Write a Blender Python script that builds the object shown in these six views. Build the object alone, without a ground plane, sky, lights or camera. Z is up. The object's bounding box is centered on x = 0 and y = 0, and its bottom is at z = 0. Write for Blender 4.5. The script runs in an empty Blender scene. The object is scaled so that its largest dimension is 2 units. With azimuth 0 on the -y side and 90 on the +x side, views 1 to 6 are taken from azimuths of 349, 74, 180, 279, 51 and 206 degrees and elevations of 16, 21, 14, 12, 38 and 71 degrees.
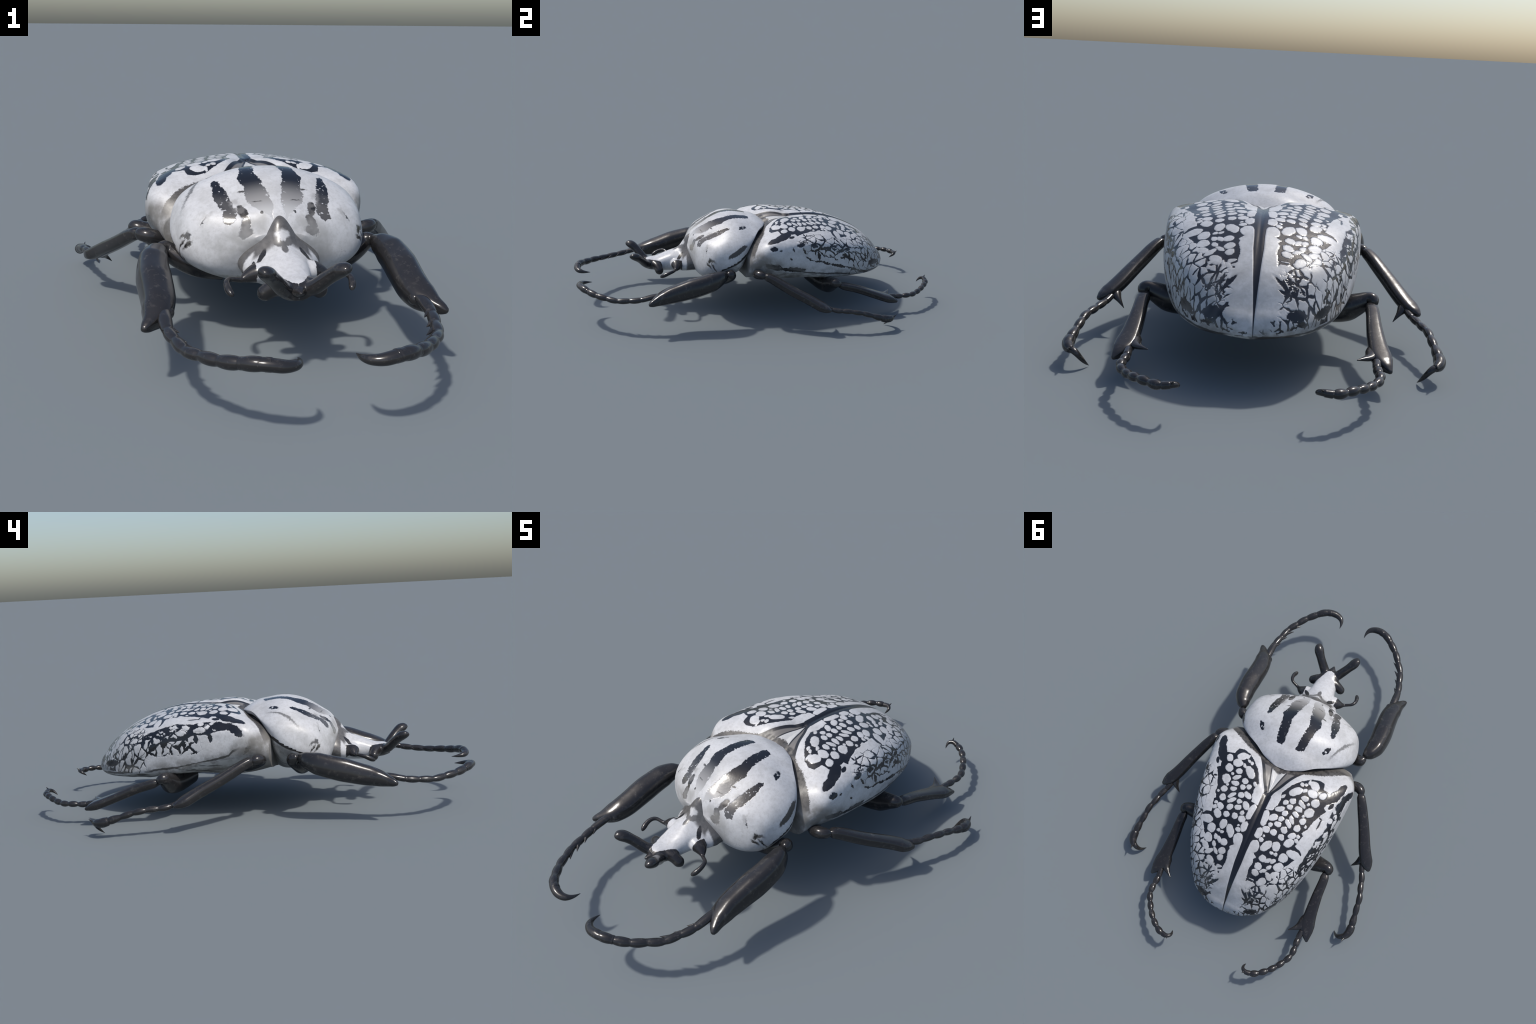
"""Large black-and-white flower beetle, standing on six legs."""
import bpy, bmesh, math
import numpy as np
from mathutils import Vector
from mathutils.kdtree import KDTree

RNG = np.random.default_rng(7)
COL = bpy.context.scene.collection

# ------------------------------------------------------------------ helpers
def spline_weights(t, u):
    """Natural cubic spline through knots t, as a matrix evaluated at u."""
    t = np.asarray(t, float); u = np.asarray(u, float)
    n = len(t); h = np.diff(t)
    A = np.zeros((n, n)); B = np.zeros((n, n)); A[0, 0] = A[-1, -1] = 1
    for i in range(1, n - 1):
        A[i, i-1] = h[i-1]; A[i, i] = 2*(h[i-1] + h[i]); A[i, i+1] = h[i]
        B[i, i-1] = 6/h[i-1]; B[i, i] = -6/h[i-1] - 6/h[i]; B[i, i+1] = 6/h[i]
    M = np.linalg.solve(A, B)
    W = np.zeros((len(u), n))
    k = np.clip(np.searchsorted(t, u, side='right') - 1, 0, n - 2)
    for r, (uu, i) in enumerate(zip(u, k)):
        a = (t[i+1] - uu)/h[i]; b = (uu - t[i])/h[i]
        W[r, i] += a; W[r, i+1] += b
        W[r] += h[i]**2/6*((a**3 - a)*M[i] + (b**3 - b)*M[i+1])
    return W

def smoothstep(x, a, b):
    t = np.clip((x - a)/(b - a), 0, 1)
    return t*t*(3 - 2*t)

def lerp_curve(x, pts):
    p = np.asarray(pts, float)
    return np.interp(x, p[:, 0], p[:, 1])

def new_object(name, mesh, mat, parent):
    ob = bpy.data.objects.new(name, mesh)
    COL.objects.link(ob)
    if mat: mesh.materials.append(mat)
    if parent: ob.parent = parent
    return ob

def mesh_from(name, V, F, normals=None):
    me = bpy.data.meshes.new(name)
    me.from_pydata([tuple(v) for v in V], [], F)
    me.update()
    me.polygons.foreach_set("use_smooth", [True]*len(me.polygons))
    if normals is not None:
        me.normals_split_custom_set_from_vertices([tuple(n) for n in normals])
    return me

def vertex_normals(V, F):
    V = np.asarray(V, float); N = np.zeros_like(V)
    for size in (3, 4):
        idx = np.array([f for f in F if len(f) == size])
        if len(idx) == 0: continue
        P = V[idx]
        n = np.cross(P[:, 2] - P[:, 0], P[:, -1] - P[:, 1]) if size == 4 else np.cross(P[:, 1] - P[:, 0], P[:, 2] - P[:, 0])
        for c in range(size):
            np.add.at(N, idx[:, c], n)
    L = np.linalg.norm(N, axis=1, keepdims=True)
    return N/np.maximum(L, 1e-12)

def split_body(V, F, region, specs, parent):
    """One smooth skin cut into named meshes whose borders coincide and whose
    normals are those of the whole. region: int per face; specs: id -> (name, material)."""
    V = np.asarray(V, float); N = vertex_normals(V, F)
    out = {}
    region = np.asarray(region)
    for rid, (name, mat) in specs.items():
        faces = [F[i] for i in np.nonzero(region == rid)[0]]
        if not faces: continue
        used = np.unique(np.concatenate([np.asarray(f) for f in faces]))
        remap = {int(v): i for i, v in enumerate(used)}
        me = mesh_from(name, V[used], [tuple(remap[int(v)] for v in f) for f in faces], N[used])
        out[rid] = new_object(name, me, mat, parent)
    return out

def grid_faces(rows, cols, closed):
    F = []
    for i in range(rows - 1):
        for j in range(cols if closed else cols - 1):
            k = (j + 1) % cols
            F.append((i*cols + j, i*cols + k, (i+1)*cols + k, (i+1)*cols + j))
    return F

def tube(path, ra, rb, up=(0, 0, 1), n=60, seg=24, power=2.0, cap=True, bumps=None):
    """Sweep of a (super)elliptic section. ra: half width sideways, rb: half height
    (lists of (t, r) over 0..1). Returns vertices, faces and t of every ring."""
    P = np.asarray(path, float)
    L = np.r_[0, np.cumsum(np.linalg.norm(np.diff(P, axis=0), axis=1))]; L /= L[-1]
    # rings crowd toward both ends, where the caps round off
    t = 0.5 - 0.5*np.cos(np.linspace(0, 1, n)*math.pi)
    t = 0.6*np.linspace(0, 1, n) + 0.4*t
    C = spline_weights(L, t) @ P
    T = np.gradient(C, axis=0); T /= np.linalg.norm(T, axis=1, keepdims=True)
    U0 = np.asarray(up, float)
    S = np.cross(T, U0)
    bad = np.linalg.norm(S, axis=1) < 1e-3
    S[bad] = (1, 0, 0)
    S /= np.linalg.norm(S, axis=1, keepdims=True)
    Up = np.cross(S, T)
    a = lerp_curve(t, ra); b = lerp_curve(t, rb)
    # soften piecewise linear radii
    for _ in range(2):
        a[1:-1] = 0.25*a[:-2] + 0.5*a[1:-1] + 0.25*a[2:]
        b[1:-1] = 0.25*b[:-2] + 0.5*b[1:-1] + 0.25*b[2:]
    if bumps is not None:
        g = bumps(t); a = a*g; b = b*g
    th = np.linspace(0, 2*math.pi, seg, endpoint=False)
    c, s = np.cos(th), np.sin(th)
    e = 2.0/power
    cx = np.sign(c)*np.abs(c)**e; sy = np.sign(s)*np.abs(s)**e
    V = C[:, None] + a[:, None, None]*cx[None, :, None]*S[:, None] + b[:, None, None]*sy[None, :, None]*Up[:, None]
    V = V.reshape(-1, 3)
    F = grid_faces(n, seg, True)
    F = [(f[3], f[2], f[1], f[0]) for f in F]
    ts = list(np.repeat(t, seg))
    if cap:
        V = np.concatenate([V, [C[0] - T[0]*min(a[0], b[0])*.5], [C[-1] + T[-1]*min(a[-1], b[-1])*.5]])
        i0 = n*seg; i1 = i0 + 1
        for j in range(seg):
            k = (j + 1) % seg
            F.append((i0, j, k)); F.append((i1, (n-1)*seg + k, (n-1)*seg + j))
    return V, F

def merge(*parts):
    V, F, o = [], [], 0
    for v, f in parts:
        V.append(np.asarray(v)); F += [tuple(i + o for i in q) for q in f]; o += len(v)
    return np.concatenate(V), F

def ellipsoid(center, radii, axes=None, n=20, seg=28):
    th = np.linspace(0.02, math.pi - .02, n); ph = np.linspace(0, 2*math.pi, seg, endpoint=False)
    X = np.stack([np.outer(np.sin(th), np.cos(ph)), np.outer(np.sin(th), np.sin(ph)), np.outer(np.cos(th), np.ones(seg))], -1)*np.asarray(radii)
    if axes is not None:
        A = np.asarray(axes, float); A /= np.linalg.norm(A, axis=1, keepdims=True)
        X = X @ A
    V = (X + np.asarray(center)).reshape(-1, 3)
    F = [(f[3], f[2], f[1], f[0]) for f in grid_faces(n, seg, True)]
    F = [f[::-1] for f in F]
    F.append(tuple(range(seg))); F.append(tuple((n-1)*seg + j for j in reversed(range(seg))))
    return V, F

def mirror(V, F):
    return np.asarray(V)*np.array([-1, 1, 1]), [tuple(reversed(f)) for f in F]

def fuse(parts, voxel, smooth=6):
    """Union of closed pieces as one soft skin (voxel remesh, then relaxed)."""
    V, F = merge(*parts)
    me = mesh_from("fusing", V, F)
    ob = bpy.data.objects.new("fusing", me); COL.objects.link(ob)
    m = ob.modifiers.new("r", 'REMESH'); m.mode = 'VOXEL'; m.voxel_size = voxel
    s = ob.modifiers.new("s", 'SMOOTH'); s.factor = .5; s.iterations = smooth
    dg = bpy.context.evaluated_depsgraph_get()
    ev = ob.evaluated_get(dg); m2 = ev.to_mesh()
    V = np.array([v.co[:] for v in m2.vertices]); F = [tuple(p.vertices) for p in m2.polygons]
    ev.to_mesh_clear(); bpy.data.objects.remove(ob); bpy.data.meshes.remove(me)
    return V, F

# ------------------------------------------------------------------ materials
class Tree:
    """Small wrapper that writes shader maths as expressions."""
    def __init__(self, name):
        self.mat = bpy.data.materials.new(name); self.mat.use_nodes = True
        self.nt = self.mat.node_tree
        self.bsdf = self.nt.nodes["Principled BSDF"]
        self.obj = self.nt.nodes.new("ShaderNodeTexCoord").outputs["Object"]
        s = self.nt.nodes.new("ShaderNodeSeparateXYZ"); self.nt.links.new(self.obj, s.inputs[0])
        self.x, self.y, self.z = s.outputs
        self.ax = self.m('ABSOLUTE', self.x)
    def put(self, sock, v):
        if isinstance(v, (int, float)): sock.default_value = v
        elif isinstance(v, tuple): sock.default_value = v if len(v) == len(sock.default_value) else (*v, 1)
        else: self.nt.links.new(v, sock)
    def m(self, op, a, b=None, c=None, clamp=False):
        n = self.nt.nodes.new("ShaderNodeMath"); n.operation = op; n.use_clamp = clamp
        for i, v in enumerate((a, b, c)):
            if v is not None: self.put(n.inputs[i], v)
        return n.outputs[0]
    def add(self, a, b): return self.m('ADD', a, b)
    def sub(self, a, b): return self.m('SUBTRACT', a, b)
    def mul(self, a, b): return self.m('MULTIPLY', a, b)
    def mini(self, *v):
        o = v[0]
        for w in v[1:]: o = self.m('MINIMUM', o, w)
        return o
    def maxi(self, *v):
        o = v[0]
        for w in v[1:]: o = self.m('MAXIMUM', o, w)
        return o
    def inv(self, a): return self.m('SUBTRACT', 1.0, a)
    def step(self, v, a, b):
        """smooth 0 -> 1 as v goes a -> b (a may exceed b)"""
        n = self.nt.nodes.new("ShaderNodeMapRange"); n.interpolation_type = 'SMOOTHSTEP'
        self.put(n.inputs["Value"], v)
        if a < b: lo, hi, t0, t1 = a, b, 0., 1.
        else: lo, hi, t0, t1 = b, a, 1., 0.
        for k, w in (("From Min", lo), ("From Max", hi), ("To Min", t0), ("To Max", t1)): n.inputs[k].default_value = w
        return n.outputs[0]
    def vec(self, a, b, c=0.0):
        n = self.nt.nodes.new("ShaderNodeCombineXYZ")
        for i, v in enumerate((a, b, c)): self.put(n.inputs[i], v)
        return n.outputs[0]
    def noise(self, scale, detail=2., rough=.5, vec=None, centred=False, stretch=None):
        v = vec if vec is not None else self.obj
        if stretch: v = self.mapping(v, (0, 0, 0), 0, stretch, 'POINT')
        n = self.nt.nodes.new("ShaderNodeTexNoise")
        self.nt.links.new(v, n.inputs["Vector"]); n.inputs["Scale"].default_value = scale
        n.inputs["Detail"].default_value = detail; n.inputs["Roughness"].default_value = rough
        return n.outputs[0]
    def noise_vec(self, scale, detail=2.):
        n = self.nt.nodes.new("ShaderNodeTexNoise"); self.nt.links.new(self.obj, n.inputs["Vector"])
        n.inputs["Scale"].default_value = scale; n.inputs["Detail"].default_value = detail
        s = self.nt.nodes.new("ShaderNodeSeparateXYZ"); self.nt.links.new(n.outputs[1], s.inputs[0])
        return [self.sub(o, .5) for o in s.outputs]
    def voronoi_edge(self, scale, vec=None, rand=1.):
        n = self.nt.nodes.new("ShaderNodeTexVoronoi"); n.feature = 'DISTANCE_TO_EDGE'
        self.nt.links.new(vec if vec is not None else self.obj, n.inputs["Vector"]); n.inputs["Scale"].default_value = scale
        n.inputs["Randomness"].default_value = rand
        return self.mul(n.outputs["Distance"], 1./scale)
    def mapping(self, v, loc, rot, scale, kind='TEXTURE'):
        n = self.nt.nodes.new("ShaderNodeMapping"); n.vector_type = kind
        self.nt.links.new(v, n.inputs[0])
        n.inputs["Location"].default_value = loc; n.inputs["Rotation"].default_value = (0, 0, rot); n.inputs["Scale"].default_value = scale
        return n.outputs[0]
    def spots(self, v, spots):
        """signed distance (metres, negative inside) to a set of elliptic spots in the plane of v"""
        best = None; v0 = v
        for (a, b, r1, r2, rot) in spots:
            if best is not None:      # a vanishing offset keeps the evaluation sequential
                k = self.nt.nodes.new("ShaderNodeVectorMath"); k.operation = 'MULTIPLY_ADD'
                self.nt.links.new(best, k.inputs[0]); k.inputs[1].default_value = (1e-7, 1e-7, 1e-7); self.nt.links.new(v0, k.inputs[2])
                v = k.outputs[0]
            q = self.mapping(v, (a, b, 0), rot, (r1, r2, 1))
            n = self.nt.nodes.new("ShaderNodeVectorMath"); n.operation = 'LENGTH'; self.nt.links.new(q, n.inputs[0])
            d = self.m('MULTIPLY_ADD', n.outputs["Value"], r2, -r2)
            best = d if best is None else self.m('MINIMUM', best, d)
        return best
    def curve(self, v, pts, lo, hi):
        """value read off a smooth curve; v from lo to hi"""
        n = self.nt.nodes.new("ShaderNodeFloatCurve")
        self.put(n.inputs["Value"], self.m('DIVIDE', self.sub(v, lo), hi - lo, clamp=True))
        c = n.mapping.curves[0]
        P = [((a - lo)/(hi - lo), b) for a, b in pts]
        while len(c.points) < len(P): c.points.new(.5, .5)
        for p, (a, b) in zip(c.points, sorted(P)):
            p.location = (a, b); p.handle_type = 'VECTOR' if len(P) > 12 else 'AUTO_CLAMPED'
        n.mapping.update()
        return n.outputs[0]
    def mix(self, f, a, b):
        n = self.nt.nodes.new("ShaderNodeMix"); n.data_type = 'RGBA'
        self.put(n.inputs[0], f)
        self.put(n.inputs[6], a); self.put(n.inputs[7], b)
        return n.outputs[2]
    def mixf(self, f, a, b):
        n = self.nt.nodes.new("ShaderNodeMix"); n.data_type = 'FLOAT'
        self.put(n.inputs[0], f); self.put(n.inputs[2], a); self.put(n.inputs[3], b)
        return n.outputs[0]
    def finish(self, color, rough, height=None, strength=.5, dist=.003, coat=0.):
        self.put(self.bsdf.inputs["Base Color"], color); self.put(self.bsdf.inputs["Roughness"], rough)
        if coat: self.bsdf.inputs["Coat Weight"].default_value = coat; self.bsdf.inputs["Coat Roughness"].default_value = .12
        if height is not None:
            b = self.nt.nodes.new("ShaderNodeBump"); b.inputs["Strength"].default_value = strength; b.inputs["Distance"].default_value = dist
            self.nt.links.new(height, b.inputs["Height"]); self.nt.links.new(b.outputs[0], self.bsdf.inputs["Normal"])
        return self.mat

WHITE = (.545, .547, .556); WHITE_DULL = (.40, .40, .40); GREY = (.15, .147, .143)
BLACK = (.010, .011, .015); BROWN = (.060, .055, .050)

def white_ground(T):
    """chalk-white lacquer with faint grey cloud, pores and hairline dirt"""
    cloud = T.step(T.noise(9, 5, .65), .44, .70)
    fine = T.step(T.noise(75, 5, .75), .42, .68)
    c = T.mix(T.mul(cloud, .62), WHITE, WHITE_DULL)
    c = T.mix(T.mul(fine, .42), c, (.345, .34, .335))
    speck = T.mul(T.step(T.noise(150, 2, .5), .70, .78), T.step(T.noise(12, 2), .52, .66))
    return T.mix(T.mul(speck, .7), c, (.12, .115, .11))

# wing-case spots: (|x|, y, half length, half width, turn), white on the black field
CELLS = [
    (0.246, 0.110, 0.0193, 0.0148, -0.96), (0.197, 0.122, 0.0246, 0.0196, 0.03), (0.158, 0.124, 0.0129, 0.0075, -0.90), (0.227, 0.159, 0.0206, 0.0181, -0.63),
    (0.173, 0.160, 0.0159, 0.0124, -0.09), (0.198, 0.180, 0.0069, 0.0062, -0.62), (0.120, 0.146, 0.0327, 0.0182, -0.73), (0.218, 0.214, 0.0241, 0.0199, -0.77),
    (0.170, 0.191, 0.0196, 0.0092, 0.55), (0.166, 0.220, 0.0182, 0.0113, 0.04), (0.125, 0.195, 0.0148, 0.0132, -0.13), (0.199, 0.240, 0.0058, 0.0052, -0.51),
    (0.206, 0.264, 0.0158, 0.0141, -0.34), (0.163, 0.249, 0.0154, 0.0103, 0.27), (0.123, 0.227, 0.0135, 0.0117, -0.18), (0.096, 0.214, 0.0118, 0.0113, -0.11),
    (0.228, 0.282, 0.0058, 0.0052, -0.46), (0.195, 0.305, 0.0165, 0.0148, -0.51), (0.156, 0.280, 0.0189, 0.0088, 0.84), (0.147, 0.303, 0.0214, 0.0098, 0.70),
    (0.114, 0.265, 0.0142, 0.0131, -0.36), (0.084, 0.255, 0.0206, 0.0116, -0.55), (0.215, 0.339, 0.0085, 0.0075, -0.11), (0.187, 0.348, 0.0185, 0.0129, -0.65),
    (0.186, 0.384, 0.0226, 0.0167, -0.80), (0.142, 0.338, 0.0151, 0.0134, 0.53), (0.104, 0.326, 0.0157, 0.0116, 0.10), (0.109, 0.297, 0.0116, 0.0108, -0.58),
    (0.214, 0.360, 0.0107, 0.0086, 0.13), (0.143, 0.374, 0.0144, 0.0129, -0.14), (0.101, 0.368, 0.0145, 0.0134, -0.26), (0.074, 0.342, 0.0100, 0.0087, 0.21),
    (0.063, 0.370, 0.0174, 0.0154, -0.21), (0.229, 0.422, 0.0336, 0.0170, -0.00), (0.188, 0.455, 0.0218, 0.0190, -0.60), (0.138, 0.421, 0.0213, 0.0175, 1.48),
    (0.094, 0.439, 0.0301, 0.0169, -1.00), (0.149, 0.455, 0.0078, 0.0069, -0.19), (0.130, 0.457, 0.0086, 0.0070, 0.04), (0.061, 0.422, 0.0109, 0.0097, 0.07),
    (0.066, 0.402, 0.0050, 0.0044, 0.04), (0.150, 0.487, 0.0130, 0.0085, -0.85), (0.128, 0.494, 0.0151, 0.0076, -0.85), (0.101, 0.497, 0.0165, 0.0149, -0.05),
    (0.144, 0.520, 0.0129, 0.0074, -0.91), (0.185, 0.501, 0.0230, 0.0176, -0.66), (0.182, 0.539, 0.0218, 0.0121, -0.71), (0.156, 0.558, 0.0195, 0.0104, 0.59),
    (0.125, 0.546, 0.0158, 0.0066, -0.61), (0.095, 0.536, 0.0174, 0.0149, 0.12), (0.092, 0.567, 0.0158, 0.0136, 0.16), (0.037, 0.399, 0.0243, 0.0170, 1.56),
    (0.042, 0.463, 0.0301, 0.0230, -1.41), (0.135, 0.593, 0.0227, 0.0153, -0.79), (0.094, 0.653, 0.0176, 0.0137, 0.23), (0.035, 0.322, 0.0390, 0.0163, 1.49),
    (0.071, 0.305, 0.0218, 0.0142, -0.76), (0.132, 0.099, 0.0093, 0.0081, -1.25), (0.162, 0.071, 0.0115, 0.0047, 1.43), (0.074, 0.192, 0.0116, 0.0066, -0.95),
    (0.198, 0.549, 0.0202, 0.0097, -0.85), (0.220, 0.495, 0.0203, 0.0082, -0.87), (0.153, 0.620, 0.0070, 0.0048, -0.40), (0.170, 0.619, 0.0085, 0.0066, -0.42),
    (0.091, 0.622, 0.0148, 0.0070, -0.76), (0.130, 0.684, 0.0172, 0.0112, -0.54), (0.190, 0.079, 0.027, 0.020, 0.6), (0.150, 0.092, 0.009, 0.006, -0.8),
]
# shoulder bar, slits and islands on the disc
DISC_BLACK = [(.318, .040, .040, .0185, 1.75), (.300, .085, .042, .0225, 1.95), (.285, .110, .030, .020, 1.95), (.301, .138, .020, .0085, 1.95), (.084, .676, .032, .0065, .66), (.121, .640, .030, .0045, 1.35), (.282, .240, .030, .0040, 1.62), (.277, .214, .0105, .0050, .3)]
# side marks in (y, z); the two sides differ
SIDE_BLACK_POS = [
    (0.180, 0.416, 0.0227, 0.0099, 0.12), (0.197, 0.384, 0.0196, 0.0063, -1.19), (0.230, 0.338, 0.0310, 0.0048, -0.57), (0.280, 0.318, 0.0234, 0.0047, -0.11),
    (0.282, 0.348, 0.0273, 0.0095, -1.30), (0.257, 0.406, 0.0222, 0.0106, -0.32), (0.322, 0.383, 0.0353, 0.0080, -0.04), (0.378, 0.370, 0.0229, 0.0041, -0.39),
    (0.416, 0.352, 0.0237, 0.0065, -0.08), (0.461, 0.355, 0.0213, 0.0095, -0.11), (0.453, 0.324, 0.0239, 0.0104, -0.53), (0.468, 0.307, 0.0236, 0.0039, -0.66),
    (0.326, 0.303, 0.0344, 0.0062, -0.37), (0.408, 0.274, 0.0535, 0.0074, -0.32), (0.503, 0.239, 0.0474, 0.0067, -0.41), (0.574, 0.207, 0.0472, 0.0081, -0.36),
    (0.025, 0.308, 0.0491, 0.0160, -0.33), (0.133, 0.287, 0.0715, 0.0140, -0.14), (0.374, 0.324, 0.0352, 0.0036, -0.67), (0.577, 0.275, 0.0368, 0.0036, -0.61),
    (0.135, 0.396, 0.0148, 0.0040, -1.26), (0.118, 0.351, 0.0089, 0.0040, -1.27), (0.025, 0.410, 0.0185, 0.0111, -0.15), (0.062, 0.398, 0.0088, 0.0042, -0.13),
    (0.370, 0.385, 0.0356, 0.0044, -0.07), (0.516, 0.327, 0.0242, 0.0037, -0.49), (0.459, 0.374, 0.0159, 0.0045, -0.74), (0.534, 0.348, 0.0339, 0.0033, -0.28),
    (0.600, 0.292, 0.0192, 0.0032, -0.56), (0.193, 0.427, 0.0299, 0.0029, -0.17),
]
SIDE_BLACK_NEG = [
    (0.029, 0.397, 0.0246, 0.0168, 0.70), (0.049, 0.411, 0.030, 0.0165, 0.48), (0.069, 0.420, 0.0224, 0.0142, 0.28), (0.121, 0.423, 0.0311, 0.0167, -0.00), (0.157, 0.380, 0.0260, 0.0095, 1.30),
    (0.222, 0.371, 0.0190, 0.0110, -1.56), (0.279, 0.350, 0.0290, 0.0085, 1.47), (0.371, 0.350, 0.0230, 0.0165, -1.2), (0.405, 0.340, 0.0300, 0.0060, -0.5), (0.432, 0.326, 0.0250, 0.0150, -0.60),
    (0.339, 0.309, 0.0115, 0.0056, 1.07), (0.478, 0.350, 0.0273, 0.0091, -1.34), (0.537, 0.321, 0.0127, 0.0063, -1.48), (0.527, 0.337, 0.0384, 0.0034, -0.20),
    (0.532, 0.364, 0.0385, 0.0039, -0.39), (0.660, 0.240, 0.0321, 0.0117, -0.23), (0.580, 0.279, 0.0225, 0.0082, -1.01), (0.510, 0.266, 0.0282, 0.0057, -0.55),
    (0.631, 0.285, 0.0265, 0.0054, -0.61), (0.368, 0.296, 0.0187, 0.0036, -0.38), (0.499, 0.282, 0.0326, 0.0021, -0.66), (0.348, 0.322, 0.0190, 0.0034, 0.91),
    (0.416, 0.376, 0.0407, 0.0083, 0.26), (0.594, 0.265, 0.0290, 0.0037, -0.37),
]
SIDE_WHITE_NEG = [
    (0.107, 0.421, 0.0109, 0.0062, 0.06), (0.131, 0.412, 0.0158, 0.0071, -0.19), (0.171, 0.421, 0.0127, 0.0093, 0.06), (0.204, 0.406, 0.0277, 0.0115, -0.07),
    (0.200, 0.431, 0.0126, 0.0058, -0.06), (0.138, 0.433, 0.0224, 0.0082, 0.04), (0.268, 0.417, 0.0167, 0.0084, 0.19), (0.329, 0.415, 0.0218, 0.0055, -0.08),
    (0.328, 0.403, 0.0168, 0.0059, -0.22), (0.283, 0.397, 0.0186, 0.0142, -0.26), (0.311, 0.386, 0.0306, 0.0117, -0.06), (0.354, 0.376, 0.0183, 0.0045, -0.37),
    (0.394, 0.386, 0.0231, 0.0091, -0.31),
]
REAR_BLACK = [(.131, .246, .0317, .0170, -.15), (.061, .227, .0078, .0064, 0), (.216, .240, .0290, .0150, .28), (.104, .314, .0217, .0050, 1.13), (.114, .299, .0216, .0050, .90),
              (.110, .331, .0288, .0055, -.88), (.145, .312, .0190, .0060, -.84), (.146, .217, .0235, .0045, -.03), (.085, .205, .012, .005, .4), (.03, .20, .010, .004, -.3)]
HALF_WIDTH = [(0, .36), (.2, .352), (.35, .331), (.5, .29), (.62, .24), (.70, .185), (.74, .13), (.77, .05)]

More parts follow.
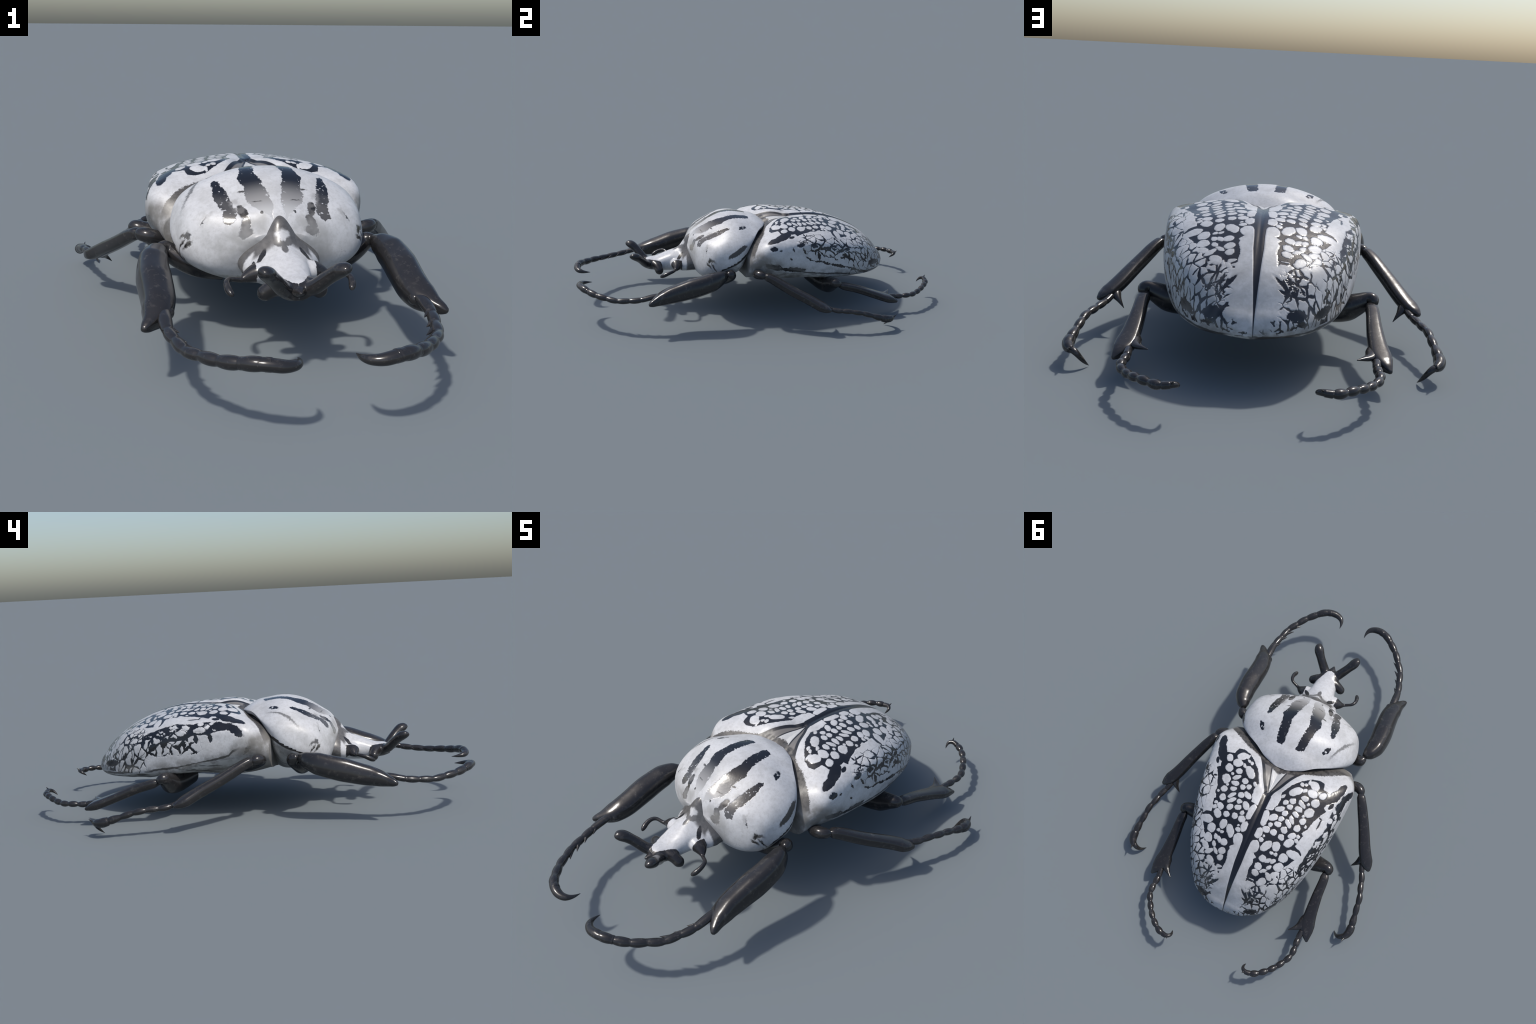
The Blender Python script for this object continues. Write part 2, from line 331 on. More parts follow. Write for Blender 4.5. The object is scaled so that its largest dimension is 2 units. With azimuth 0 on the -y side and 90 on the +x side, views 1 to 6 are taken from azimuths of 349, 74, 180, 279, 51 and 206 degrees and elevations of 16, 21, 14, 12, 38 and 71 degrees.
def wing_material(side):
    T = Tree("patterned wing case")
    wob = T.noise_vec(45, 2.)
    fine = T.noise_vec(160, 2.)
    wx = T.m('MULTIPLY_ADD', fine[0], .0040, T.m('MULTIPLY_ADD', wob[0], .0105, T.ax))
    wy = T.m('MULTIPLY_ADD', fine[1], .0040, T.m('MULTIPLY_ADD', wob[1], .0105, T.y))
    wz = T.m('MULTIPLY_ADD', fine[2], .0028, T.m('MULTIPLY_ADD', wob[2], .0075, T.z))
    jag = T.noise_vec(85, 2.)
    sy = T.m('MULTIPLY_ADD', jag[0], .017, T.m('MULTIPLY_ADD', wob[0], .012, wy)); sz = T.m('MULTIPLY_ADD', jag[1], .015, T.m('MULTIPLY_ADD', wob[1], .010, wz))
    xy, yz, xz = T.vec(wx, wy), T.vec(sy, sz), T.vec(T.m('MULTIPLY_ADD', jag[1], .030, T.m('MULTIPLY_ADD', wob[1], .014, wx)), T.m('MULTIPLY_ADD', jag[0], .022, T.m('MULTIPLY_ADD', wob[0], .012, wz)))
    lo, hi = -.1, .9
    inner = T.curve(wy, [(-.1, .3), (.04, .20), (.047, .168), (.083, .125), (.124, .089), (.178, .060), (.21, .068), (.239, .068), (.275, .055), (.285, .0), (.47, .0),
                         (.49, .05), (.504, .070), (.517, .062), (.533, .066), (.566, .058), (.60, .062), (.65, .075), (.68, .10), (.72, .13), (.9, .3)], lo, hi)
    outer = T.curve(wy, [(-.1, 0), (.03, .17), (.045, .228), (.079, .237), (.087, .285), (.12, .292), (.13, .283), (.163, .272), (.172, .290), (.18, .285), (.198, .271), (.242, .253),
                         (.265, .244), (.288, .243), (.317, .224), (.325, .235), (.36, .224), (.385, .218), (.393, .25), (.405, .262), (.425, .25), (.465, .225), (.488, .209),
                         (.557, .188), (.586, .165), (.605, .155), (.637, .168), (.66, .14), (.69, .12), (.9, .05)], lo, hi)
    field = T.maxi(T.sub(inner, wx), T.sub(wx, outer))                 # < 0 inside
    cells = T.spots(xy, CELLS)
    # the wing case unrolled to (roll, along), for the irregular net
    mid_z = T.curve(T.y, [(-.1, .40), (0, .42), (.08, .45), (.2, .474), (.35, .475), (.5, .441), (.62, .379), (.70, .302), (.73, .261), (.752, .232), (.77, .19), (.9, .19)], lo, hi)
    roll = T.add(T.ax, T.maxi(T.sub(mid_z, T.z), 0.0)); along = T.m('MULTIPLY_ADD', T.sub(.475, mid_z), .75, T.y)
    slow = T.noise_vec(24, 2.)
    net_v = T.vec(T.m('MULTIPLY_ADD', jag[1], .005, T.m('MULTIPLY_ADD', slow[0], .034, T.add(roll, 2.0 if side > 0 else 5.3))), T.m('MULTIPLY_ADD', jag[0], .005, T.m('MULTIPLY_ADD', slow[1], .034, along)))
    vn = T.nt.nodes.new("ShaderNodeTexVoronoi"); vn.feature = 'DISTANCE_TO_EDGE'; vn.voronoi_dimensions = '2D'
    T.nt.links.new(net_v, vn.inputs["Vector"]); vn.inputs["Scale"].default_value = 22
    # rear of the field: irregular cells that close up toward the tip
    vor = T.sub(T.curve(T.y, [(-.1, .0), (.50, .0), (.56, .0065), (.66, .0050), (.9, .003)], lo, hi), T.mul(vn.outputs["Distance"], 1/22))
    disc = T.maxi(field, T.mul(T.sub(cells, .0011), -1.))
    disc = T.maxi(disc, T.sub(T.mul(vor, -1.), T.step(T.y, .60, .55)))
    disc = T.mini(disc, T.spots(xy, DISC_BLACK))
    # side marks count only out on the flank
    flank = T.sub(T.mul(T.curve(T.y, HALF_WIDTH, -.1, .9), .76), T.ax)
    if side > 0:
        marks = T.spots(yz, SIDE_BLACK_POS)
    else:
        top = T.curve(T.y, [(-.1, .3), (.06, .425), (.116, .437), (.187, .438), (.238, .43), (.295, .430), (.35, .419), (.407, .402), (.457, .383), (.5, .36), (.55, .3), (.9, .1)], lo, hi)
        low = T.curve(T.y, [(-.1, .5), (.06, .42), (.089, .406), (.123, .402), (.174, .388), (.235, .384), (.273, .366), (.317, .358), (.362, .355), (.393, .366), (.433, .376), (.47, .372), (.53, .34), (.6, .5), (.9, .9)], lo, hi)
        band = T.maxi(T.sub(wz, top), T.sub(low, wz))
        band = T.maxi(band, T.mul(T.spots(yz, SIDE_WHITE_NEG), -1.))
        marks = T.mini(band, T.spots(yz, SIDE_BLACK_NEG))
    marks = T.maxi(marks, flank)
    rear = T.maxi(T.spots(xz, REAR_BLACK), T.sub(.62, T.y))
    # net of fissures on the flank and over the rear, drawn on the unrolled wing case and broken up in patches
    zc = T.curve(T.y, [(-.1, .44), (.10, .42), (.25, .40), (.4, .365), (.5, .33), (.6, .28), (.70, .24), (.9, .2)] if side > 0 else
                 [(-.1, .38), (.10, .37), (.25, .355), (.4, .345), (.5, .32), (.6, .275), (.70, .235), (.9, .2)], lo, hi)
    on_flank = T.mul(T.step(T.m('ABSOLUTE', T.sub(sz, zc)), .068, .036), T.mul(T.step(flank, .03, -.01), T.step(T.y, .14, .24)))
    on_rear = T.mul(T.step(T.y, .43, .52), T.mul(T.step(T.ax, .062, .085), T.step(T.y, .765, .735)))
    here = T.mul(T.maxi(on_flank, on_rear), T.step(T.noise(13, 2), .30, .39))
    thick = T.m('MULTIPLY_ADD', T.step(T.noise(21, 2), .36, .66), .0060, .0016)
    net = T.sub(T.mul(vn.outputs["Distance"], 1/22), T.mul(here, thick))
    net = T.add(net, T.mul(T.inv(here), .004))
    net = T.maxi(net, T.sub(.205, T.z))
    net = T.maxi(net, T.m('MULTIPLY_ADD', T.step(field, .002, -.002), .02, -.01))
    # suture band, scutellum lines
    sut = T.sub(T.ax, T.curve(T.y, [(-.1, 0), (.185, 0), (.2, .012), (.22, .022), (.27, .021), (.30, .020), (.35, .025), (.42, .022), (.5, .018), (.56, .0175), (.67, .0095), (.73, .0035), (.765, .0015), (.9, 0)], lo, hi))
    edge = T.sub(T.ax, T.curve(T.y, [(-.1, .2), (.0, .15), (.05, .108), (.10, .077), (.151, .051), (.194, .026), (.215, .018), (.23, .0), (.9, 0)], lo, hi))
    tri = T.sub(T.ax, T.mul(T.sub(.200, T.y), .274))
    tri = T.maxi(tri, T.sub(.066, T.y))
    black = T.mini(disc, marks, rear, sut, net)
    body = T.step(black, .0011, -.0011)
    c = white_ground(T)
    rearness = T.step(T.y, .40, .70)
    c = T.mix(T.mul(rearness, T.m('MULTIPLY_ADD', T.step(T.noise(16, 4, .65), .36, .66), .55, .22)), c, (.33, .33, .33))
    c = T.mix(T.mul(T.step(T.noise(24, 4, .6), .50, .68), .30), c, (.34, .335, .33))
    # black thins to grey toward the tip and in cloudy places
    thin = T.mul(T.step(T.noise(10, 2), .42, .62), T.m('MULTIPLY_ADD', T.step(T.y, .52, .68), .30, .05))
    thin = T.mul(thin, T.step(T.ax, .018, .03))
    ink = T.mix(thin, BLACK, GREY)
    smoke = T.mul(T.mul(T.step(disc, .020, .002), T.step(T.y, .5, .62)), T.step(T.noise(26, 3), .42, .62))
    c = T.mix(T.mul(smoke, .55), c, (.30, .295, .29))
    c = T.mix(body, c, ink)
    # area beside the scutellum
    groove_c = T.mix(T.step(tri, .010, .004), T.mix(T.step(edge, -.020, -.014), (.16, .15, .14), BLACK), BLACK)
    groove_c = T.mix(T.step(tri, .0015, -.0015), groove_c, T.mix(T.noise(60, 3), (.56, .56, .55), (.42, .42, .41)))
    groove_c = T.mix(T.step(T.y, .074, .064), groove_c, (.026, .024, .024))  # darkened for the shadowed gap below the pronotum's rear edge
    c = T.mix(T.mul(T.step(edge, .0012, -.0012), T.step(T.z, .39, .41)), c, groove_c)
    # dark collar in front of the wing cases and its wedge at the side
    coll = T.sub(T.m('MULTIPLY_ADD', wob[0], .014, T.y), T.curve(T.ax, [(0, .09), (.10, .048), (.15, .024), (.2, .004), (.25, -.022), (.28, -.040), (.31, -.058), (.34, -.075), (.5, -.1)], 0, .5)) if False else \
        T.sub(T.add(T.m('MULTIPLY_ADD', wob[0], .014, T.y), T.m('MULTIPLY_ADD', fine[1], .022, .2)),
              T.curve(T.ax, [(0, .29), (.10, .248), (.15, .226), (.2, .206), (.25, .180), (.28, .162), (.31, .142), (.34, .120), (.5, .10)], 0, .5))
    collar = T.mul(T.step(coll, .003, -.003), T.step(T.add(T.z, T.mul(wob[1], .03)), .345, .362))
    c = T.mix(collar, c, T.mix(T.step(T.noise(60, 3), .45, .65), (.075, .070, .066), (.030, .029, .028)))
    # grey bloom at the shoulder and on the side plate below it
    plate = T.mul(T.step(T.y, .06, -.02), T.step(T.z, .405, .36))
    bloom = T.mul(plate, T.m('MULTIPLY_ADD', T.step(T.noise(17, 4, .6), .36, .60), .55, .42))
    c = T.mix(T.mul(bloom, .9), c, (.165, .157, .145))
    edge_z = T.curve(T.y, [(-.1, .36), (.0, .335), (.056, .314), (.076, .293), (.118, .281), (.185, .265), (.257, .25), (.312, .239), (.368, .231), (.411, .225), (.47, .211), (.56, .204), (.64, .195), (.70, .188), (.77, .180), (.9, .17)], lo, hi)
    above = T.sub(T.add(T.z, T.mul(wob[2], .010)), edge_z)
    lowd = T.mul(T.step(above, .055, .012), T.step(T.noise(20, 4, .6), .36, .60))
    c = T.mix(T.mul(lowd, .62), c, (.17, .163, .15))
    line = T.mul(T.step(T.m('ABSOLUTE', T.sub(above, .003)), .0065, .0035), T.mul(T.step(T.y, .02, .06), T.step(T.noise(9, 2), .34, .46)))
    c = T.mix(T.mul(line, .85), c, (.035, .033, .03))
    rough = T.mixf(body, T.mixf(T.noise(30, 3), .32, .48), .20)
    h = T.add(T.step(black, -.003, .004), T.mul(T.noise(55, 3), .35))
    return T.finish(c, rough, h, .35, .004)

def plate_vec(T):
    wob = T.noise_vec(40, 2.); fine = T.noise_vec(130, 3.)
    q = T.m('MULTIPLY_ADD', T.z, .6, T.sub(T.y, .3))
    wx = T.m('MULTIPLY_ADD', fine[0], .014, T.m('MULTIPLY_ADD', wob[0], .015, T.ax))
    wq = T.m('MULTIPLY_ADD', fine[1], .009, T.m('MULTIPLY_ADD', wob[1], .012, q))
    return wx, wq, q

def pronotum_material():
    T = Tree("striped pronotum")
    wx, wq, q = plate_vec(T)
    v = T.vec(wx, wq)
    lo, hi = -.6, .1
    c = white_ground(T)
    c = T.mix(T.mul(T.step(T.noise(13, 5, .65), .46, .70), .38), c, (.33, .328, .325))
    # inner pair of stripes
    o1 = T.curve(wq, [(-.6, .0), (-.43, .025), (-.39, .062), (-.335, .088), (-.27, .090), (-.22, .100), (-.19, .093), (-.125, .084), (-.075, .075), (-.052, .068), (-.046, .0), (.1, .0)], lo, hi)
    i1 = T.curve(wq, [(-.6, .02), (-.43, .020), (-.39, .0145), (-.335, .019), (-.27, .030), (-.21, .040), (-.18, .044), (-.11, .036), (-.075, .034), (-.052, .033), (.1, .033)], lo, hi)
    s1 = T.maxi(T.sub(wx, o1), T.sub(i1, wx))
    # outer pair
    o2 = T.curve(wq, [(-.6, .10), (-.425, .150), (-.41, .168), (-.385, .162), (-.34, .172), (-.29, .181), (-.25, .182), (-.20, .178), (-.188, .170), (.1, .10)], lo, hi)
    i2 = T.curve(wq, [(-.6, .20), (-.435, .160), (-.42, .136), (-.38, .123), (-.34, .131), (-.29, .139), (-.25, .150), (-.20, .163), (-.188, .174), (.1, .2)], lo, hi)
    s2 = T.maxi(T.sub(wx, o2), T.sub(i2, wx))
    holes = T.step(T.noise(95, 1), .66, .69)
    k1 = T.mul(T.step(s1, .001, -.001), T.inv(T.mul(holes, T.step(s1, -.014, -.004))))
    f1 = T.add(T.step(q, -.20, -.325), T.mul(T.sub(T.noise(30, 3), .5), .25))
    fade1 = T.mix(T.step(q, -.235, -.365), BLACK, T.mix(T.step(q, -.34, -.43), (.26, .255, .25), (.47, .47, .47)))
    c = T.mix(k1, c, fade1)
    k2 = T.step(s2, .001, -.001)
    fade2 = T.mix(T.step(T.add(q, T.mul(T.noise(24, 2), .12)), -.20, -.33), BLACK, (.085, .082, .08))
    c = T.mix(T.mul(k2, T.inv(T.mul(holes, .8))), c, fade2)
    # grey smear between the stripes and below them
    smear = T.spots(v, [(.128, -.335, .060, .014, -1.75), (.205, -.36, .040, .012, -1.2)])
    c = T.mix(T.mul(T.step(smear, .006, -.008), T.mul(T.step(T.noise(40, 3), .4, .6), .6)), c, (.27, .265, .26))
    dark = T.spots(v, [(.106, -.385, .034, .015, 1.40), (.266, -.404, .016, .007, 1.2), (.284, -.405, .012, .004, .2), (.100, -.434, .026, .015, -1.20), (.100, -.462, .023, .013, .04),
                       (.058, -.353, .016, .0032, .3), (.098, -.291, .012, .0055, .2), (.274, -.396, .022, .0055, .82), (.268, -.424, .016, .006, .4), (.225, -.385, .014, .0022, -.93)])
    c = T.mix(T.step(dark, .0015, -.0025), c, T.mix(T.step(T.noise(45, 3), .35, .65), (.02, .019, .018), (.12, .115, .11)))
    dots = T.spots(v, [(.051, -.408, .0052, .0047, 0), (.224, -.39, .0045, .003, .8)])
    c = T.mix(T.step(dots, .001, -.001), c, (.05, .05, .05))
    diamond = T.maxi(T.spots(v, [(.174, -.124, .0150, .0115, -.85), (.183, -.137, .0110, .0062, -1.0), (.166, -.107, .0100, .0062, -.5)]), T.mul(T.spots(v, [(.171, -.117, .0042, .0034, .3)]), -1.))
    c = T.mix(T.step(diamond, .001, -.001), c, BLACK)
    right = T.step(T.x, -.001, .001)
    dash_r = T.mul(T.step(T.spots(T.vec(T.add(T.y, T.sub(wx, T.ax)), T.add(T.z, T.sub(wq, q))), [(-.156, .381, .062, .0125, .504)]), .0015, -.0015), T.step(T.x, .24, .25))
    dash_l = T.mul(T.step(T.spots(v, [(.234, -.19, .100, .0055, -1.175)]), .003, -.003), T.mul(T.inv(right), T.step(q, -.08, -.14)))
    c = T.mix(dash_r, c, BROWN)
    c = T.mix(dash_l, c, (.16, .16, .16))
    # dull front margin beside the head
    marg = T.mul(T.step(T.y, -.348, -.366), T.step(T.ax, .03, .05))
    c = T.mix(T.mul(T.mul(marg, .6), T.step(T.noise(18, 2), .30, .62)), c, (.30, .295, .285))
    k = T.mini(s1, s2, dark, diamond)
    rough = T.mixf(T.step(k, .001, -.001), T.mixf(T.noise(26, 3), .34, .50), .17)
    h = T.add(T.mul(T.step(k, -.002, .003), .7), T.mul(T.noise(60, 3), .3))
    return T.finish(c, rough, h, .30, .003)

def sternum_material():
    T = Tree("grey underside of the prothorax")
    c = T.mix(T.step(T.noise(16, 4, .6), .40, .66), (.50, .50, .49), (.24, .232, .22))
    spot = T.step(T.noise(75, 3, .6), .62, .70)
    c = T.mix(T.mul(spot, .8), c, (.045, .042, .04))
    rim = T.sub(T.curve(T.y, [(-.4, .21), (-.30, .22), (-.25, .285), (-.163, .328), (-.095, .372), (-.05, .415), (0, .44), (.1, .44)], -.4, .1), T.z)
    c = T.mix(T.mul(T.step(rim, .016, .010), T.step(T.y, -.27, -.24)), c, (.020, .019, .02))  # gap shade under the pronotum rim, drawn as a dark line
    return T.finish(c, T.mixf(T.noise(30, 2), .25, .4), T.noise(60, 3), .2, .003)

def belly_material():
    T = Tree("streaked belly")
    c = T.mix(T.step(T.noise(18, 4, .6), .40, .66), (.44, .44, .43), (.20, .19, .175))
    wob = T.noise_vec(22, 3.)
    streak = T.step(T.noise(30, 3, .6, stretch=(1, .22, 1.8)), .55, .62)
    c = T.mix(T.mul(streak, .9), c, (.035, .034, .033))
    leg_plate = T.step(T.add(T.ax, T.mul(wob[0], .05)), .20, .15)
    c = T.mix(T.mul(leg_plate, T.step(T.noise(9, 3), .42, .58)), c, (.05, .046, .043))
    return T.finish(c, T.mixf(T.noise(30, 2), .28, .45), T.noise(45, 3), .3, .004)

def leg_material():
    T = Tree("dark horn")
    worn = T.step(T.noise(42, 5, .7), .52, .78)
    c = T.mix(worn, (.020, .019, .0195), (.066, .061, .056))
    scr = T.mul(T.step(T.noise(120, 2, .6, stretch=(1, .3, 1)), .66, .74), .5)
    c = T.mix(T.mul(scr, .6), c, (.10, .095, .09))
    return T.finish(c, T.mixf(T.noise(35, 3), .13, .30), T.noise(70, 3), .12, .002)

def head_material():
    T = Tree("white head with dark tip")
    wob = T.noise_vec(50, 2.); fine = T.noise_vec(170, 2.)
    x = T.m('MULTIPLY_ADD', wob[0], .008, T.m('MULTIPLY_ADD', fine[0], .004, T.ax)); y = T.m('MULTIPLY_ADD', wob[1], .008, T.m('MULTIPLY_ADD', fine[1], .004, T.y))
    z = T.m('MULTIPLY_ADD', wob[2], .006, T.z)
    c = white_ground(T)
    tip = T.sub(x, T.curve(y, [(-.7, .0), (-.615, .0), (-.606, .016), (-.59, .026), (-.57, .033), (-.55, .043), (-.53, .058), (-.515, .075), (-.505, .12), (-.3, .2)], -.7, -.3))
    low = T.sub(z, .214)
    leg = T.mix(T.step(T.noise(42, 5, .7), .52, .78), (.019, .018, .019), (.072, .067, .062))
    # antenna roots
    root = T.maxi(T.sub(.088, x), T.sub(-.492, y), T.sub(y, -.424))
    slit = T.spots(T.vec(x, y), [(.067, -.431, .024, .0095, 2.3)])
    slit = T.maxi(slit, T.sub(.27, z))
    dk = T.step(T.mini(T.mul(tip, 1.), root, slit), .0012, -.0012) if False else T.step(T.mini(T.mul(tip, -1.), root, slit), .0012, -.0012)
    # grey Y behind the brow and the V crease's shadow painted along the neck
    neck = T.maxi(T.step(y, -.404, -.396), T.mul(T.step(y, -.430, -.412), T.mul(T.step(x, .018, .026), T.step(x, .092, .078))))
    fork = T.step(T.spots(T.vec(x, y), [(.0, -.440, .022, .0095, 1.57), (.016, -.420, .022, .0085, .75)]), .002, -.002)
    side = T.mul(T.step(T.spots(T.vec(x, y), [(.056, -.405, .034, .011, -.35)]), .003, -.003), .9)
    g = T.maxi(T.mul(neck, .95), T.mul(fork, .9), side)
    c = T.mix(g, c, T.mix(T.noise(70, 3), (.03, .028, .027), (.13, .125, .12)))
    c = T.mix(dk, c, leg)
    return T.finish(c, T.mixf(T.noise(30, 3), .2, .36), T.noise(70, 3), .15, .002)

M_WING_POS, M_WING_NEG = wing_material(1), wing_material(-1)
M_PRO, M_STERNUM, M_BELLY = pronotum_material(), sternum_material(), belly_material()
M_HEAD, M_LEG = head_material(), leg_material()

# ------------------------------------------------------------------ hull: wing cases + hind thorax + abdomen
# stations along y; half section from the back's midline (x, z) round to the belly's midline
HULL = [
(-.100, [(0,.396),(.124,.401),(.235,.367),(.319,.320),(.290,.235),(.166,.203),(0,.172)]),
(.000, [(0,.419),(.111,.424),(.292,.435),(.367,.383),(.342,.275),(.205,.190),(0,.155)]),
(.080, [(0,.450),(.115,.476),(.306,.448),(.366,.373),(.356,.274),(.228,.188),(0,.146)]),
(.200, [(0,.474),(.122,.484),(.296,.444),(.350,.387),(.353,.263),(.246,.196),(0,.140)]),
(.350, [(0,.475),(.090,.473),(.269,.432),(.331,.344),(.329,.228),(.251,.190),(0,.135)]),
(.500, [(0,.441),(.088,.428),(.259,.370),(.291,.262),(.287,.204),(.197,.165),(0,.127)]),
(.620, [(0,.379),(.111,.367),(.214,.325),(.239,.233),(.233,.187),(.151,.161),(0,.131)]),
(.700, [(0,.302),(.102,.299),(.166,.259),(.185,.222),(.174,.186),(.117,.168),(0,.157)]),
(.730, [(0,.261),(.089,.263),(.136,.236),(.149,.214),(.138,.188),(.093,.174),(0,.166)]),
(.752, [(0,.232),(.072,.235),(.098,.217),(.104,.206),(.095,.190),(.068,.180),(0,.173)]),
(.764, [(0,.206),(.044,.209),(.058,.204),(.063,.198),(.056,.190),(.040,.184),(0,.180)]),
(.768, [(0,.197),(.020,.199),(.030,.197),(.034,.195),(.030,.191),(.020,.188),(0,.186)]),
]
PRO = [
(-.388, [(0,.362),(.031,.352),(.062,.345),(.071,.340),(.060,.333),(.030,.327),(0,.325)]),
(-.365, [(0,.401),(.074,.383),(.134,.347),(.155,.303),(.140,.268),(.064,.250),(0,.245)]),
(-.320, [(0,.440),(.099,.418),(.200,.382),(.255,.306),(.225,.235),(.108,.191),(0,.179)]),
(-.260, [(0,.477),(.109,.453),(.244,.405),(.290,.336),(.276,.248),(.140,.183),(0,.164)]),
(-.190, [(0,.501),(.118,.485),(.250,.433),(.305,.352),(.284,.267),(.142,.191),(0,.165)]),
(-.120, [(0,.507),(.112,.496),(.236,.447),(.292,.378),(.252,.286),(.115,.206),(0,.165)]),
(-.050, [(0,.497),(.090,.487),(.190,.449),(.222,.424),(.167,.384),(.070,.262),(0,.245)]),
(.000, [(0,.484),(.091,.475),(.137,.458),(.142,.453),(.121,.424),(.072,.365),(0,.355)]),
(.035, [(0,.462),(.055,.461),(.079,.457),(.088,.452),(.078,.444),(.052,.420),(0,.410)]),
(.055, [(0,.449),(.012,.449),(.022,.450),(.031,.448),(.026,.446),(.015,.444),(0,.443)]),
]

def loft(stations, nu, nv, y_crowd, full_knots):
    Y = np.array([s[0] for s in stations]); P = np.array([s[1] for s in stations], float)
    k = P.shape[1]
    if full_knots:      # mirrored knots: no crease on the midline
        left = P[:, 1:-1][:, ::-1]*np.array([-1, 1])
        Q = np.concatenate([P[:, -2:-1]*1, P[:, -1:], left, P[:, :]*1, left[:, ::-1][:, -1:]*1], 1)
        # order: right-lower, belly mid, left lower..left upper, back mid..belly mid, left-lower
        m = Q.shape[1]; kn = np.arange(m) - (2 + k - 2)
        vs = np.linspace(0, k - 1, nv); Wv = spline_weights(kn.astype(float), vs)
    else:
        Q = P; vs = np.linspace(0, k - 1, nv); Wv = spline_weights(np.arange(k, dtype=float), vs)
    us = np.interp(np.linspace(0, 1, nu), np.array(y_crowd)[:, 0], np.array(y_crowd)[:, 1])
    Wu = spline_weights(Y, us)
    G = np.einsum('ui,vj,ijc->uvc', Wu, Wv, Q)
    X = np.stack([G[..., 0], np.broadcast_to(us[:, None], G.shape[:2]), G[..., 1]], -1)
    X[:, 0, 0] = 0; X[:, -1, 0] = 0
    X[..., 0] = np.maximum(X[..., 0], 0)
    return X, us, vs

def full_ring(X):
    """half grid (u, v from back to belly, x >= 0) -> closed rings around the body"""
    L = X[:, 1:-1][:, ::-1]*np.array([-1, 1, 1])
    return np.concatenate([X, L], 1)

def close_ends(V, F, rows, cols):
    V = list(V); c0 = np.mean(V[:cols], 0); c1 = np.mean(V[(rows-1)*cols:rows*cols], 0)
    i0, i1 = len(V), len(V) + 1
    V += [c0, c1]
    for j in range(cols):
        k = (j+1) % cols
        F.append((i0, k, j)); F.append((i1, (rows-1)*cols + j, (rows-1)*cols + k))
    return np.array(V), F

beetle = bpy.data.objects.new("beetle", None); COL.objects.link(beetle)
beetle["label"] = "large white beetle with black stripes and a black net pattern on its wing cases"
beetle["category"] = "beetle"

# --- hull skin
X, us, vs = loft(HULL, 190, 90, [(0, -.10), (.72, .62), (.84, .73), (.92, .757), (1, .768)], False)
# soft relief: grooves beside the scutellum, seam between the wing cases, lumpy sides
ax = np.abs(X[..., 0]); yy = X[..., 1]; zz = X[..., 2]
top = smoothstep(vs[None, :], 2.4, 1.2)
dline = lambda x0, y0, x1, y1: np.hypot(ax - np.clip(((ax-x0)*(x1-x0)+(yy-y0)*(y1-y0))/((x1-x0)**2+(y1-y0)**2), 0, 1)*(x1-x0) - x0,
                                       yy - np.clip(((ax-x0)*(x1-x0)+(yy-y0)*(y1-y0))/((x1-x0)**2+(y1-y0)**2), 0, 1)*(y1-y0) - y0)
groove = np.exp(-(dline(.052, .05, .004, .20)/.012)**2)*.006 + np.exp(-(dline(.085, .055, .03, .17)/.016)**2)*.006
seam = np.exp(-(ax/.006)**2)*smoothstep(yy, .2, .3)*.003
X[..., 2] -= (groove + seam)*top
# belly segments
seg = smoothstep(vs[None, :], 4.3, 5.2)*smoothstep(yy, .2, .3)*smoothstep(yy, .78, .7)
X[..., 2] += seg*.004*np.abs(np.sin((yy - .2)*math.pi/.095))**.5
side = smoothstep(vs[None, :], 1.7, 2.3)*smoothstep(vs[None, :], 3.4, 2.8)*smoothstep(yy, .02, .12)*smoothstep(yy, .75, .6)
from mathutils import noise as mnoise
lump = np.array([[mnoise.noise(Vector((y*17, v*2.2, 3.3))) + .5*mnoise.noise(Vector((y*41, v*5, 7.1))) for v in vs] for y in us])
X[..., 0] += side*lump*.0022; X[..., 2] += side*lump*.0022
R = full_ring(X); rows, cols = R.shape[:2]
V = R.reshape(-1, 3); F = grid_faces(rows, cols, True); V, F = close_ends(V, F, rows, cols)
cen = np.array([V[list(f)].mean(0) for f in F])
nv = X.shape[1]
ring_v = np.array([vs[min(j, 2*(nv-1) - j)] for j in range(cols)])
fv = np.array([ring_v[f[0] % cols] if max(f) < rows*cols else 3 for f in F])
front = np.interp(np.abs(cen[:, 0]), [0, .037, .107, .2, .31, .36], [.2, .065, .049, .028, -.012, -.028])
front = np.where(fv > 2.6, np.interp(fv, [2.6, 3.2, 4.02], [-.028, -.02, .02]), front)
reg = np.where(cen[:, 1] < front, 2, np.where(cen[:, 0] > 0, 0, 1))
reg = np.where((fv > 4.02) & (reg < 2), 3, reg)
# scutellum: small triangle between the wing cases
tri_half = .041*(.2 - cen[:, 1])/(.2 - .062)
reg = np.where((np.abs(cen[:, 0]) < tri_half) & (cen[:, 1] > .03) & (cen[:, 1] < .2) & (fv < 1.5), 4, reg)
split_body(V, F, reg, {0: ("wing_case", M_WING_POS), 1: ("wing_case", M_WING_NEG), 2: ("thorax", M_WING_POS),
                       3: ("abdomen", M_BELLY), 4: ("scutellum", M_WING_POS)}, beetle)

# --- prothorax skin
X, us, vs = loft(PRO, 150, 90, [(0, -.388), (.2, -.345), (.9, 0), (1, .055)], True)
R = full_ring(X); rows, cols = R.shape[:2]
V = R.reshape(-1, 3); F = grid_faces(rows, cols, True); V, F = close_ends(V, F, rows, cols)
cen = np.array([V[list(f)].mean(0) for f in F])
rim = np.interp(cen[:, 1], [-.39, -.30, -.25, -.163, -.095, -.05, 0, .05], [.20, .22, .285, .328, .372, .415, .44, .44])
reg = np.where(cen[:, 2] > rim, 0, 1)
split_body(V, F, reg, {0: ("pronotum", M_PRO), 1: ("prosternum", M_STERNUM)}, beetle)

